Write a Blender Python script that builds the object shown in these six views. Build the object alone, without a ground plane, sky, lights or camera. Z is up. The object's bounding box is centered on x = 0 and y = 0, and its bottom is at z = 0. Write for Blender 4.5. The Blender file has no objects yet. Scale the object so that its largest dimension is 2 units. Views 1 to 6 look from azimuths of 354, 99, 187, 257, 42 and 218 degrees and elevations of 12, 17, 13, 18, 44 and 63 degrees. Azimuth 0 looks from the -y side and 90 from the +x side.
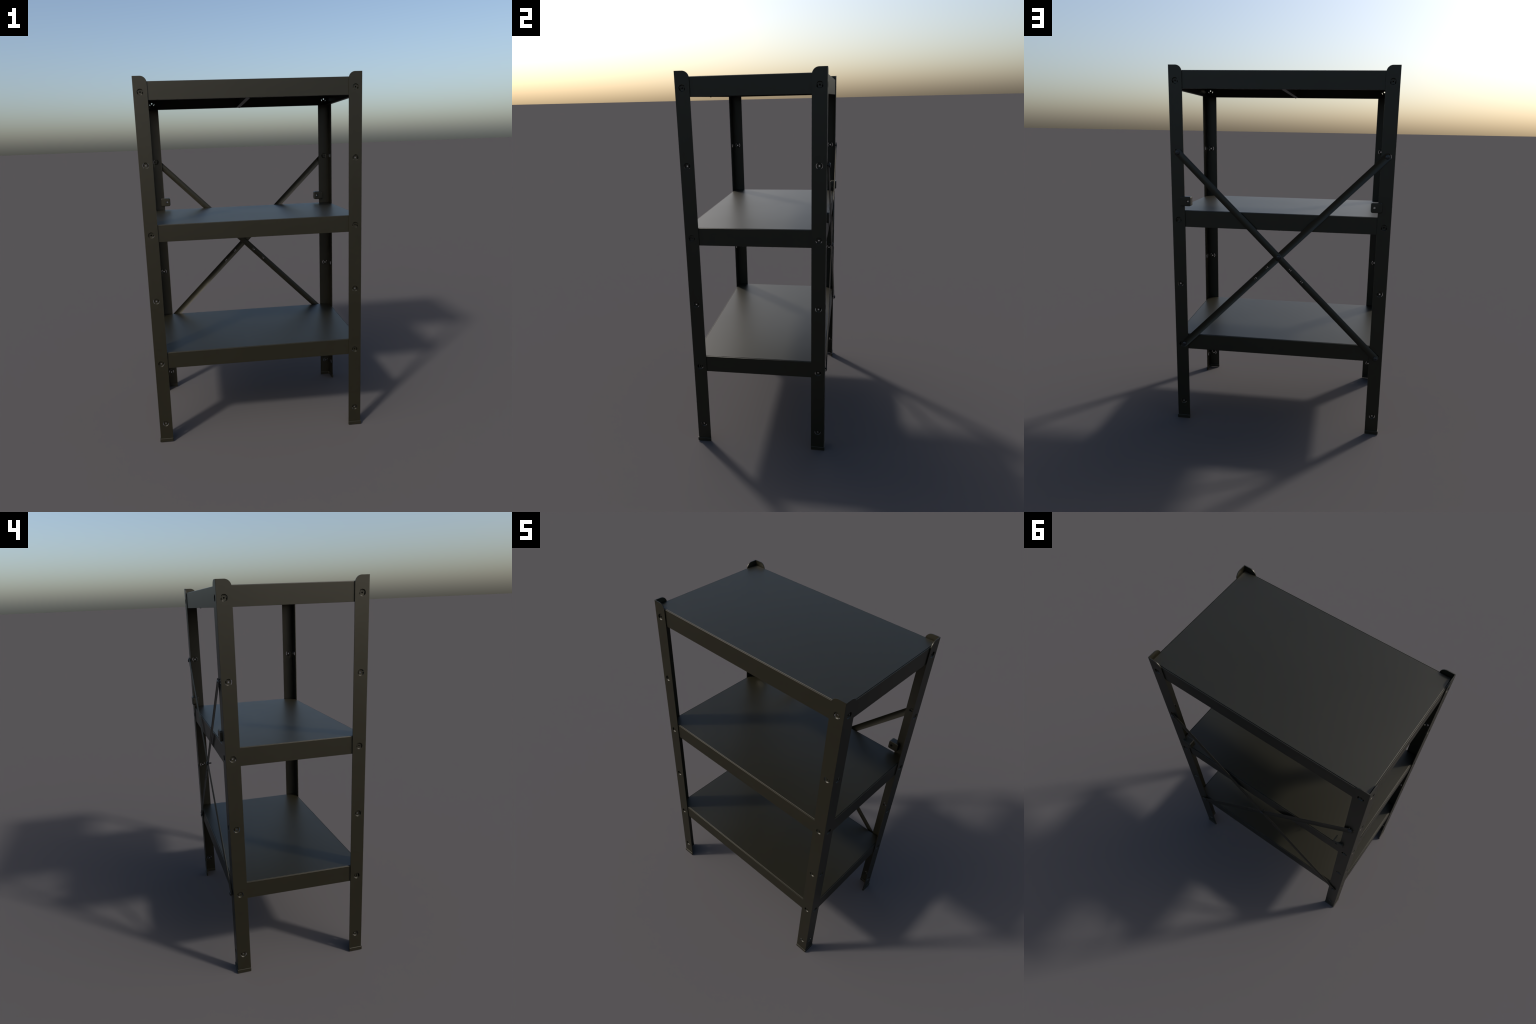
import bpy, bmesh, math
from mathutils import Vector, Matrix
from mathutils.geometry import delaunay_2d_cdt

# ------------------------------------------------------------------ sizes (m)
X_OUT = 0.5866                   # outer face of the posts, left / right
Y_FRONT, Y_BACK = -0.3625, 0.3494  # outer face of the posts, front / back
POST_W, POST_T, POST_TOP = 0.0710, 0.004, 2.000
PITCH, HOLE_Z0, HOLE_U = 0.3623, 0.1110, 0.0348
HOLE_ROWS = [HOLE_Z0 + PITCH * i for i in range(6)]
EYE_R, DISC_R, BOLT_HOLE_R, DIMPLE = 0.0162, 0.0142, 0.0040, 0.0045
RAMP = 0.25                      # length of the tabs' slope as a share of the eye's radius
FLAT, WING = 0.64, 0.85          # flat middle of an eye as a share of its disc, fall of the wings beside it
SLOT = math.radians(50)          # half the angle that each open slot of an eye spans

SHELF_X, SHELF_Y0, SHELF_Y1 = 0.5815, -0.3577, 0.3447   # outer faces of skirt
SHELF_H, SHELF_T = 0.0915, 0.003
SHELF_TOPS = (0.5360, 1.2510, 1.9750)
SHELF_EYE_DROP = 0.0640          # eye centre below the shelf top


# ------------------------------------------------------------------ materials
def steel(name, base, rough, grain=220.0, bump=0.02, spec=0.47, metallic=0.0):
    m = bpy.data.materials.new(name)
    m.use_nodes = True
    nt = m.node_tree
    b = nt.nodes["Principled BSDF"]
    tc = nt.nodes.new("ShaderNodeTexCoord")
    big = nt.nodes.new("ShaderNodeTexNoise")
    big.inputs["Scale"].default_value = 3.5
    big.inputs["Detail"].default_value = 4.0
    nt.links.new(tc.outputs["Object"], big.inputs["Vector"])
    mix = nt.nodes.new("ShaderNodeMix")
    mix.data_type = 'RGBA'
    mix.inputs["A"].default_value = (*[c * 0.93 for c in base], 1)
    mix.inputs["B"].default_value = (*[c * 1.07 for c in base], 1)
    nt.links.new(big.outputs["Fac"], mix.inputs["Factor"])
    nt.links.new(mix.outputs["Result"], b.inputs["Base Color"])
    rr = nt.nodes.new("ShaderNodeMapRange")
    rr.inputs["To Min"].default_value = rough - 0.02
    rr.inputs["To Max"].default_value = rough + 0.02
    nt.links.new(big.outputs["Fac"], rr.inputs["Value"])
    nt.links.new(rr.outputs["Result"], b.inputs["Roughness"])
    fine = nt.nodes.new("ShaderNodeTexNoise")
    fine.inputs["Scale"].default_value = grain
    nt.links.new(tc.outputs["Object"], fine.inputs["Vector"])
    bp = nt.nodes.new("ShaderNodeBump")
    bp.inputs["Strength"].default_value = bump
    bp.inputs["Distance"].default_value = 0.0005
    nt.links.new(fine.outputs["Fac"], bp.inputs["Height"])
    nt.links.new(bp.outputs["Normal"], b.inputs["Normal"])
    b.inputs["Metallic"].default_value = metallic
    b.inputs["Specular IOR Level"].default_value = spec
    b.inputs["Specular Tint"].default_value = (1.0, 0.98, 0.90, 1.0)
    return m


PAINT = steel("dark_painted_steel", (0.0090, 0.0079, 0.0034), 0.42)
PANEL = steel("dark_painted_panel", (0.0090, 0.0079, 0.0034), 0.41)
BOLT = steel("blackened_bolt_steel", (0.012, 0.013, 0.016), 0.34, 300.0, 0.02)
PLASTIC = steel("dark_moulded_foot", (0.0096, 0.0084, 0.0040), 0.45, 400.0, 0.03)


# ------------------------------------------------------------------ helpers
def finish(name, verts, faces, mat, bevel=0.0, seg=2, angle=35.0, weighted=True):
    me = bpy.data.meshes.new(name)
    me.from_pydata([tuple(v) for v in verts], [], faces)
    bm = bmesh.new()
    bm.from_mesh(me)
    bmesh.ops.remove_doubles(bm, verts=bm.verts, dist=1e-6)
    bmesh.ops.recalc_face_normals(bm, faces=bm.faces)
    bm.to_mesh(me)
    bm.free()
    me.materials.append(mat)
    for p in me.polygons:
        p.use_smooth = True
    me.set_sharp_from_angle(angle=math.radians(angle))
    ob = bpy.data.objects.new(name, me)
    bpy.context.scene.collection.objects.link(ob)
    if bevel:
        md = ob.modifiers.new("edge", 'BEVEL')
        md.width, md.segments, md.limit_method = bevel, seg, 'ANGLE'
        md.angle_limit = math.radians(40)
        md.use_clamp_overlap = True
        md.harden_normals = False
    if weighted:
        wn = ob.modifiers.new("normals", 'WEIGHTED_NORMAL')
        wn.keep_sharp = True
        wn.weight = 80
    return ob


def circle(cx, cy, r, n=28):
    return [(cx + r * math.cos(2 * math.pi * i / n), cy + r * math.sin(2 * math.pi * i / n)) for i in range(n)]


def cdt(loops, lines, pts, keep):
    """Triangulate closed loops + open polylines + loose points, keep triangles whose centroid passes."""
    vs, es = [], []
    for lp in loops:
        b = len(vs)
        vs += lp
        es += [(b + i, b + (i + 1) % len(lp)) for i in range(len(lp))]
    for ln in lines:
        b = len(vs)
        vs += ln
        es += [(b + i, b + i + 1) for i in range(len(ln) - 1)]
    vs += pts
    out = delaunay_2d_cdt([Vector(v) for v in vs], es, [], 0, 1e-6)
    V = [tuple(v) for v in out[0]]
    F = []
    for f in out[2]:
        c = (sum(V[i][0] for i in f) / len(f), sum(V[i][1] for i in f) / len(f))
        if keep(*c):
            F.append(list(f))
    return V, F


def thicken(V2, F, outer, inner):
    """Sheet from flat pattern V2: outer(u,v) and inner(u,v) give the two skins; rims are closed."""
    n = len(V2)
    V = [outer(u, v) for u, v in V2] + [inner(u, v) for u, v in V2]
    faces = [list(f) for f in F] + [[i + n for i in reversed(f)] for f in F]
    count = {}
    for f in F:
        for i in range(len(f)):
            a, b = f[i], f[(i + 1) % len(f)]
            count[(a, b)] = count.get((a, b), 0) + 1
    for (a, b) in list(count):
        if (b, a) not in count:
            faces.append([b, a, a + n, b + n])
    return V, faces


def prism(poly, z0, z1):
    n = len(poly)
    V = [(x, y, z0) for x, y in poly] + [(x, y, z1) for x, y in poly]
    F = [list(range(n - 1, -1, -1)), list(range(n, 2 * n))]
    F += [[i, (i + 1) % n, n + (i + 1) % n, n + i] for i in range(n)]
    return V, F


def merge(parts):
    V, F = [], []
    for v, f in parts:
        b = len(V)
        V += v
        F += [[i + b for i in q] for q in f]
    return V, F


def box(x0, x1, y0, y1, z0, z1):
    return prism([(x0, y0), (x1, y0), (x1, y1), (x0, y1)], z0, z1)


def parent(child, mum):
    child.parent = mum


# ------------------------------------------------------------------ lanced eye: a disc pressed in, held by two tabs, open in a curved slot at either side
def polar(r, a):
    return (r * math.cos(a), r * math.sin(a))


def eye_loops(cu, cv, R, ri, hole):
    """Outlines cut out of the sheet: two curved slots and the bolt hole."""
    res = []
    for turn in (0.0, math.pi):
        arc = [turn - SLOT + 2 * SLOT * i / 12 for i in range(13)]
        res.append([polar(R, a) for a in arc] + [polar(ri, a) for a in reversed(arc)])
    if hole:
        res.append(circle(0, 0, hole, 16))
    return [[(u + cu, v + cv) for u, v in lp] for lp in res]


def eye_lines(cu, cv, R, ri, hole):
    """Crease lines of the two tabs, from the eye's rim down to the disc."""
    res = []
    ramp, e = RAMP * R, 0.90 * R * math.cos(SLOT)
    for sgn in (1, -1):
        for k in range(7):
            res.append([(e * i / 4, sgn * (math.sqrt(R * R - (e * i / 4) ** 2) - ramp * k / 6)) for i in range(-4, 5)])
    f = FLAT * ri
    h = math.sqrt(ri * ri - f * f) * 0.90
    for sgn in (1, -1):
        res.append([(sgn * f, -h + 2 * h * i / 6) for i in range(7)])
    return [[(u + cu, v + cv) for u, v in lp] for lp in res]


def eye_cut(u, v, R, ri, hole):
    r = math.hypot(u, v)
    if r < hole * 0.985:
        return True
    return ri * 0.9995 < r < R * 0.9995 and abs(math.atan2(v, abs(u))) < SLOT


def eye_depth(u, v, R, ri, depth):
    r = math.hypot(u, v)
    t = min(1.0, max(0.0, (math.sqrt(max(0.0, R * R - u * u)) - abs(v)) / (RAMP * R)))
    wing = max(0.0, abs(u) - FLAT * ri) * WING if r < ri * 1.001 else 0.0
    return depth * t * t * (3 - 2 * t) + math.copysign(wing, depth)


# ------------------------------------------------------------------ post: folded angle, corner at the origin, flanges along +x and +y
def build_post():
    R_TOP, BEND = 0.033, 0.0014
    z0 = 0.003
    outline = [(-POST_W, z0), (POST_W, z0)]
    for i in range(11):
        a = math.pi / 2 * i / 10
        outline.append((POST_W - R_TOP + R_TOP * math.cos(a), POST_TOP - R_TOP + R_TOP * math.sin(a)))
    for i in range(11):
        a = math.pi / 2 + math.pi / 2 * i / 10
        outline.append((-POST_W + R_TOP + R_TOP * math.cos(a), POST_TOP - R_TOP + R_TOP * math.sin(a)))
    loops, lines = [outline], []
    eyes = [(s * HOLE_U, z) for z in HOLE_ROWS for s in (-1, 1)]
    for cu, cz in eyes:
        loops += eye_loops(cu, cz, EYE_R, DISC_R, BOLT_HOLE_R)
        lines += eye_lines(cu, cz, EYE_R, DISC_R, BOLT_HOLE_R)
    for i in range(7):
        u = -BEND + 2 * BEND * i / 6
        lines.append([(u, z0), (u, POST_TOP)])

    def keep(u, z):
        a, q = abs(u) - (POST_W - R_TOP), z - (POST_TOP - R_TOP)
        if a > 0 and q > 0 and math.hypot(a, q) > R_TOP * 0.9995:
            return False
        return not any(eye_cut(u - cu, z - cz, EYE_R, DISC_R, BOLT_HOLE_R) for cu, cz in eyes if abs(z - cz) < 0.02)

    V2, F = cdt(loops, lines, [], keep)

    def slot_rim(u, v):
        return math.hypot(u, v) > EYE_R * 0.9999

    def skin(t):
        def f(u, z):
            d = t
            for cu, cz in eyes:
                if abs(z - cz) < 0.017 and abs(u - cu) < 0.017:
                    if not slot_rim(u - cu, z - cz):
                        d += eye_depth(u - cu, z - cz, EYE_R, DISC_R, DIMPLE)
            if u >= BEND:
                return (u, d, z)
            if u <= -BEND:
                return (d, -u, z)
            a = (u + BEND) / (2 * BEND) * math.pi / 2
            r = BEND - d
            if r > 0:
                return (BEND - r * math.cos(a), BEND - r * math.sin(a), z)
            return (d, d, z)
        return f
    V, faces = thicken(V2, F, skin(0.0), skin(POST_T))
    return finish("post", V, faces, PAINT, angle=28)


# ------------------------------------------------------------------ foot: moulded cap round the foot of a post
def build_foot():
    o, i, e, fr = -0.0035, 0.0068, 0.0712, 0.016
    poly = [(o, o), (e, o), (e, i)]
    for k in range(9):
        a = math.pi / 2 * k / 8
        poly.append((i + fr - fr * math.sin(a), i + fr - fr * math.cos(a)))
    poly += [(i, e), (o, e)]
    V, F = prism(poly, 0.0, 0.0205)
    return finish("foot_cap", V, F, PLASTIC, bevel=0.0016, seg=3, angle=50)


# ------------------------------------------------------------------ shelf
def skirt_wall(p0, p1, inward, zt):
    """One wall between two corners, with an eye near either end and mitred ends."""
    d = (Vector(p1) - Vector(p0))
    L = d.length
    d.normalize()
    n = Vector(inward)
    eyes = [(HOLE_U - 0.0045, -SHELF_EYE_DROP), (L - HOLE_U + 0.0045, -SHELF_EYE_DROP)]
    top, bot = -0.0014, -SHELF_H
    rolled = [(top, 0.0019), (top - 0.0003, 0.0010), (top - 0.0010, 0.0003), (top - 0.0019, 0.0)]   # rounded upper edge: (height, inset)
    lines = [[(0, z), (L, z)] for z, _ in rolled[1:]] + [[(0, bot + 0.0006), (L, bot + 0.0006)]]

    def inset(z):
        for h, w in rolled:
            if abs(z - h) < 1e-6:
                return w
        return 0.0006 if abs(z - bot) < 1e-6 else 0.0
    loops = [[(0, bot), (L, bot), (L, top), (0, top)]] + [circle(cu, cz, EYE_R + 0.0004, 32) for cu, cz in eyes]
    V2, F = cdt(loops, lines, [], lambda u, z: all(math.hypot(u - cu, z - cz) > EYE_R for cu, cz in eyes))

    def outer(u, z):
        i = inset(z)
        w = min(max(u, i), L - i) if (u < 1e-6 or u > L - 1e-6) else u
        q = Vector(p0) + d * w + n * i
        return (q.x, q.y, zt + z)

    def inner(u, z):
        w = min(max(u, SHELF_T), L - SHELF_T) if (u < 1e-6 or u > L - 1e-6) else u
        q = Vector(p0) + d * w + n * SHELF_T
        return (q.x, q.y, zt + z)
    return thicken_open_ends(V2, F, outer, inner, L)


def thicken_open_ends(V2, F, outer, inner, L):
    n = len(V2)
    V = [outer(u, v) for u, v in V2] + [inner(u, v) for u, v in V2]
    faces = [list(f) for f in F] + [[i + n for i in reversed(f)] for f in F]
    cnt = set()
    for f in F:
        for i in range(len(f)):
            cnt.add((f[i], f[(i + 1) % len(f)]))
    for a, b in cnt:
        if (b, a) in cnt:
            continue
        if V2[a][0] < 1e-6 and V2[b][0] < 1e-6 or V2[a][0] > L - 1e-6 and V2[b][0] > L - 1e-6:
            continue                      # mitre: the next wall closes it
        faces.append([b, a, a + n, b + n])
    return V, faces


def ring(x0, x1, y0, y1, w, z0, z1):
    o = [(x0, y0), (x1, y0), (x1, y1), (x0, y1)]
    i = [(x0 + w, y0 + w), (x1 - w, y0 + w), (x1 - w, y1 - w), (x0 + w, y1 - w)]
    V = [(x, y, z) for z in (z0, z1) for p in (o, i) for x, y in p]
    F = []
    for k in range(4):
        j = (k + 1) % 4
        F += [[k, j, 4 + j, 4 + k][::-1], [8 + k, 8 + j, 12 + j, 12 + k], [k, j, 8 + j, 8 + k], [4 + k, 4 + j, 12 + j, 12 + k][::-1]]
    return V, F


def build_shelf_frame():
    """Origin at the shelf's top, centre; z is relative to the panel's top."""
    x, y0, y1 = SHELF_X, SHELF_Y0, SHELF_Y1
    c = [(-x, y0), (x, y0), (x, y1), (-x, y1)]
    nn = [(0, 1), (-1, 0), (0, -1), (1, 0)]
    walls = [skirt_wall(c[k], c[(k + 1) % 4], nn[k], 0.0) for k in range(4)]
    ob = finish("shelf", *merge(walls), PAINT, angle=42)
    return ob


def build_shelf_lip():
    """Return flange folded in along the skirt's lower edge, and the ledge that carries the panel."""
    x, y0, y1, t = SHELF_X - SHELF_T, SHELF_Y0 + SHELF_T, SHELF_Y1 - SHELF_T, 0.0025
    e = 0.0004
    low = ring(-x + e, x - e, y0 + e, y1 - e, 0.0165, -SHELF_H + 0.0004, -SHELF_H + 0.0004 + t)
    ledge = ring(-x + e, x - e, y0 + e, y1 - e, 0.0100, -0.0098, -0.0068)
    return finish("return_flange", *merge([low, ledge]), PAINT, bevel=0.0004, seg=1)


def build_panel():
    g = 0.0021 + SHELF_T
    x, y0, y1 = SHELF_X - g, SHELF_Y0 + g, SHELF_Y1 - g
    V, F = prism([(-x, y0), (x, y0), (x, y1), (-x, y1)], -0.0066, 0.0)
    return finish("shelf_panel", V, F, PANEL, bevel=0.0016, seg=3)


def build_stiffener():
    """T-bar running front to back under the panel."""
    t, zb, zt = 0.002, -SHELF_H + 0.0006, -0.0072
    x0, x1 = -0.0190, 0.0035
    xm = (x0 + x1) / 2
    prof = [(x0, zb), (x1, zb), (x1, zb + t), (xm + t / 2, zb + t), (xm + t / 2, zt), (xm - t / 2, zt), (xm - t / 2, zb + t), (x0, zb + t)]
    a, b = SHELF_Y0 + SHELF_T + 0.001, SHELF_Y1 - SHELF_T - 0.001
    n = len(prof)
    V = [(x, a, z) for x, z in prof] + [(x, b, z) for x, z in prof]
    F = [list(range(n)), list(range(2 * n - 1, n - 1, -1))] + [[i, n + i, n + (i + 1) % n, (i + 1) % n] for i in range(n)]
    return finish("stiffener", V, F, PAINT, bevel=0.0004, seg=1)


def lathe(profile, n=28):
    """Revolve (radius, height) about z."""
    V, F = [], []
    rows = []
    for r, z in profile:
        if r < 1e-7:
            rows.append([len(V)])
            V.append((0, 0, z))
        else:
            rows.append(list(range(len(V), len(V) + n)))
            V += [(r * math.cos(2 * math.pi * i / n), r * math.sin(2 * math.pi * i / n), z) for i in range(n)]
    for a, b in zip(rows, rows[1:]):
        for i in range(n):
            j = (i + 1) % n
            q = [a[i % len(a)], a[j % len(a)], b[j % len(b)], b[i % len(b)]]
            q = [v for k, v in enumerate(q) if v not in q[:k]]
            if len(q) > 2:
                F.append(q)
    return V, F


def build_rivet():
    prof = [(0.0, -0.0028)] + [(0.0055 * math.sin(a), -0.0028 * math.cos(a)) for a in (0.4, 0.8, 1.2, 1.57)] + [(0.0055, 0.001), (0.0, 0.001)]
    return finish("rivet", *lathe(prof, 16), BOLT)


# ------------------------------------------------------------------ cross brace: rolled strip of arc section, local x along it, convex to +y
BAR_W, BAR_T, BAR_HALF = 0.037, 0.0016, math.radians(28)
BAR_R = BAR_W / 2 / math.sin(BAR_HALF)
BAR_SAG = BAR_R * (1 - math.cos(BAR_HALF))


def build_brace(length, eyes_at):
    hw = BAR_R * BAR_HALF                       # half the unrolled width
    end = length / 2 + 0.0150
    rc = 0.0150
    outline = []
    for sx, sw, a0 in ((1, -1, -math.pi / 2), (1, 1, 0.0), (-1, 1, math.pi / 2), (-1, -1, math.pi)):
        for i in range(7):
            a = a0 + math.pi / 2 * i / 6
            outline.append((sx * (end - rc) + rc * math.cos(a), sw * (hw - rc) + rc * math.sin(a)))
    R, ri, dep = 0.0068, 0.0046, -0.0036
    loops, lines = [outline], []
    for s in eyes_at:
        loops += eye_loops(s, 0.0, R, ri, 0.0)
        lines += eye_lines(s, 0.0, R, ri, 0.0)
    for i in range(1, 12):
        w = -hw + 2 * hw * i / 12
        pts = [(-end + 2 * end * k / 60, w) for k in range(61)]
        ins = [p for p in pts if abs(p[0]) < end - rc]
        seg = []
        for p in ins:
            if any(abs(p[0] - s) < R + 0.003 and abs(w) < R + 0.001 for s in eyes_at):
                if len(seg) > 1:
                    lines.append(seg)
                seg = []
            else:
                seg.append(p)
        if len(seg) > 1:
            lines.append(seg)

    def keep(s, w):
        a, q = abs(s) - (end - rc), abs(w) - (hw - rc)
        if a > 0 and q > 0 and math.hypot(a, q) > rc:
            return False
        return not any(eye_cut(s - c, w, R, ri, 0.0) for c in eyes_at)

    V2, F = cdt(loops, lines, [], keep)

    def skin(t):
        def f(s, w):
            d = sum(eye_depth(s - c, w, R, ri, dep) for c in eyes_at)
            a, r = w / BAR_R, BAR_R + t + d
            return (s, r * math.cos(a) - BAR_R * math.cos(BAR_HALF), r * math.sin(a))
        return f
    V, faces = thicken(V2, F, skin(BAR_T), skin(0.0))
    return finish("cross_brace", V, faces, PAINT, angle=35)


# ------------------------------------------------------------------ bolt: button head with a socket, axis +z, head's underside at z = 0
def build_bolt(head_h, shaft):
    R = 0.0116
    prof = [(0.0, -shaft), (0.0034, -shaft), (0.0038, -shaft + 0.0006), (0.0038, 0.0), (R, 0.0), (R, head_h * 0.32)]
    for k in range(1, 7):
        a = math.pi / 2 * k / 6 * 0.80
        prof.append((R * math.cos(a), head_h * (0.32 + 0.68 * math.sin(a) / math.sin(math.pi / 2 * 0.80))))
    rs = prof[-1][0]
    prof += [(rs * 0.88, head_h), (rs * 0.84, head_h - 0.0022), (0.0, head_h - 0.0026)]
    return finish("bolt", *lathe(prof, 30), BOLT, angle=40)


# ------------------------------------------------------------------ clip on the edge of a back post
def rounded_rect(x0, x1, z0, z1, r, n=5):
    pts = []
    for cx, cz, a0 in ((x1 - r, z0 + r, -math.pi / 2), (x1 - r, z1 - r, 0), (x0 + r, z1 - r, math.pi / 2), (x0 + r, z0 + r, math.pi)):
        pts += [(cx + r * math.cos(a0 + math.pi / 2 * i / n), cz + r * math.sin(a0 + math.pi / 2 * i / n)) for i in range(n + 1)]
    return pts


def build_clip(side):
    """side = +1: clip on the right-hand post. A rounded block astride the post's edge, drilled through, slotted at its end."""
    x0, x1, z0, z1, ya, yb = 0.4790, 0.5365, 1.2752, 1.3272, 0.3240, 0.3612
    hx, hz = 0.4975, 1.3010
    R = 0.0085
    steps = [(ya, 0.0032), (ya + 0.0005, 0.0016), (ya + 0.0016, 0.0005), (ya + 0.0032, 0.0),
             (yb - 0.0032, 0.0), (yb - 0.0016, 0.0005), (yb - 0.0005, 0.0016), (yb, 0.0032)]
    V, F, rows = [], [], []
    for y, ins in steps:
        lp = rounded_rect(x0 + ins, x1 - ins, z0 + ins, z1 - ins, R - ins)
        rows.append((len(V), len(lp)))
        V += [(side * x, y, z) for x, z in lp]
    for (a, n), (b, _) in zip(rows, rows[1:]):
        F += [[a + i, a + (i + 1) % n, b + (i + 1) % n, b + i] for i in range(n)]
    hole = []
    N = 20
    for y, r in ((ya, 0.0078), (ya + 0.008, 0.0052), (yb - 0.008, 0.0052), (yb, 0.0078)):
        hole.append(len(V))
        V += [(side * x, y, z) for x, z in circle(hx, hz, r, N)]
    for a, b in zip(hole, hole[1:]):
        F += [[b + i, b + (i + 1) % N, a + (i + 1) % N, a + i] for i in range(N)]
    for y in (ya, yb):
        V2, T = cdt([rounded_rect(x0 + 0.0032, x1 - 0.0032, z0 + 0.0032, z1 - 0.0032, R - 0.0032), circle(hx, hz, 0.0078, N)], [], [],
                    lambda u, v: math.hypot(u - hx, v - hz) > 0.0075)
        b = len(V)
        V += [(side * u, y, v) for u, v in V2]
        F += [[q + b for q in t] for t in T]
    ob = finish("post_clip", V, F, PAINT, angle=42)
    cut = finish("slot_cutter", *box(*sorted((side * 0.470, side * 0.4865)), 0.3372, 0.3406, 1.2885, 1.3135), PAINT, weighted=False)
    md = ob.modifiers.new("slot", 'BOOLEAN')
    md.object, md.operation, md.solver = cut, 'DIFFERENCE', 'EXACT'
    ob.modifiers.move(len(ob.modifiers) - 1, 0)
    dg = bpy.context.evaluated_depsgraph_get()
    me = bpy.data.meshes.new_from_object(ob.evaluated_get(dg))
    ob.modifiers.clear()
    ob.data = me
    bpy.data.objects.remove(cut)
    return ob


# ------------------------------------------------------------------ assembly
root = bpy.data.objects.new("storage_shelf", None)
root.empty_display_size = 0.2
bpy.context.scene.collection.objects.link(root)
root["label"] = "dark painted steel storage rack with three shelves"
root["category"] = "shelving unit"

post, foot = build_post(), build_foot()
corners = [(-X_OUT, Y_FRONT, 0), (X_OUT, Y_FRONT, 90), (X_OUT, Y_BACK, 180), (-X_OUT, Y_BACK, 270)]
for k, (x, y, rot) in enumerate(corners):
    p = post if k == 0 else post.copy()
    f = foot if k == 0 else foot.copy()
    if k:
        bpy.context.scene.collection.objects.link(p)
        bpy.context.scene.collection.objects.link(f)
    p.location, p.rotation_euler = (x, y, 0), (0, 0, math.radians(rot))
    parent(p, root)
    parent(f, p)

frame, lip, panel, stiff, rivet = build_shelf_frame(), build_shelf_lip(), build_panel(), build_stiffener(), build_rivet()
for k, zt in enumerate(SHELF_TOPS):
    obs = [frame, lip, panel, stiff] if k == 0 else [o.copy() for o in (frame, lip, panel, stiff)]
    if k:
        for o in obs:
            bpy.context.scene.collection.objects.link(o)
    obs[0].location = (0, 0, zt)
    parent(obs[0], root)
    for o in obs[1:]:
        parent(o, obs[0])
    for j, yy in enumerate((SHELF_Y0 + 0.0095, SHELF_Y1 - 0.0095)):
        r = rivet if (k == 0 and j == 0) else rivet.copy()
        if not (k == 0 and j == 0):
            bpy.context.scene.collection.objects.link(r)
        r.location = (-0.0010, yy, -SHELF_H + 0.0004)
        parent(r, obs[0])

# braces on the back: one strip bulges outwards, its twin is turned over and lies behind it
A0, A1 = (0.5440, 1.5590), (-0.5485, 0.4680)
B0, B1 = (-0.5470, 1.5595), (0.5360, 0.4775)
A_EDGE_Y = Y_BACK + 0.0046           # edges of the strip that bulges outwards
A_SPINE = A_EDGE_Y + BAR_SAG + BAR_T
B_SPINE = Y_BACK + 0.0027            # spine of its twin, turned over, against the posts
for (p, q), flip in (((A0, A1), False), ((B0, B1), True)):
    L = math.dist(p, q)
    ob = build_brace(L, (0.092, 0.182))
    d = Vector((q[0] - p[0], 0, q[1] - p[1])).normalized()
    yv = Vector((0, -1, 0)) if flip else Vector((0, 1, 0))
    zv = d.cross(yv)
    M = Matrix((d, yv, zv)).transposed().to_4x4()
    y = (B_SPINE + BAR_SAG + BAR_T) if flip else A_EDGE_Y
    M.translation = ((p[0] + q[0]) / 2, y, (p[1] + q[1]) / 2)
    ob.matrix_world = M
    parent(ob, root)

TOP_Y = 0.3660
HEAD = TOP_Y - A_SPINE
boltA, boltB = build_bolt(HEAD, 0.024), build_bolt(HEAD + 0.0008, 0.020)
rotX = (math.radians(-90), 0, 0)
ix = (A0[0] + A1[0] + B0[0] + B1[0]) / 4
iz = (A0[1] + A1[1] + B0[1] + B1[1]) / 4
for src, pts, y in ((boltA, (A0, A1, (ix, iz)), A_SPINE), (boltB, (B0, B1), B_SPINE + BAR_T)):
    for k, (x, z) in enumerate(pts):
        b = src if k == 0 else src.copy()
        if k:
            bpy.context.scene.collection.objects.link(b)
        b.location, b.rotation_euler = (x, y, z), rotX
        parent(b, root)

for side in (1, -1):
    parent(build_clip(side), root)
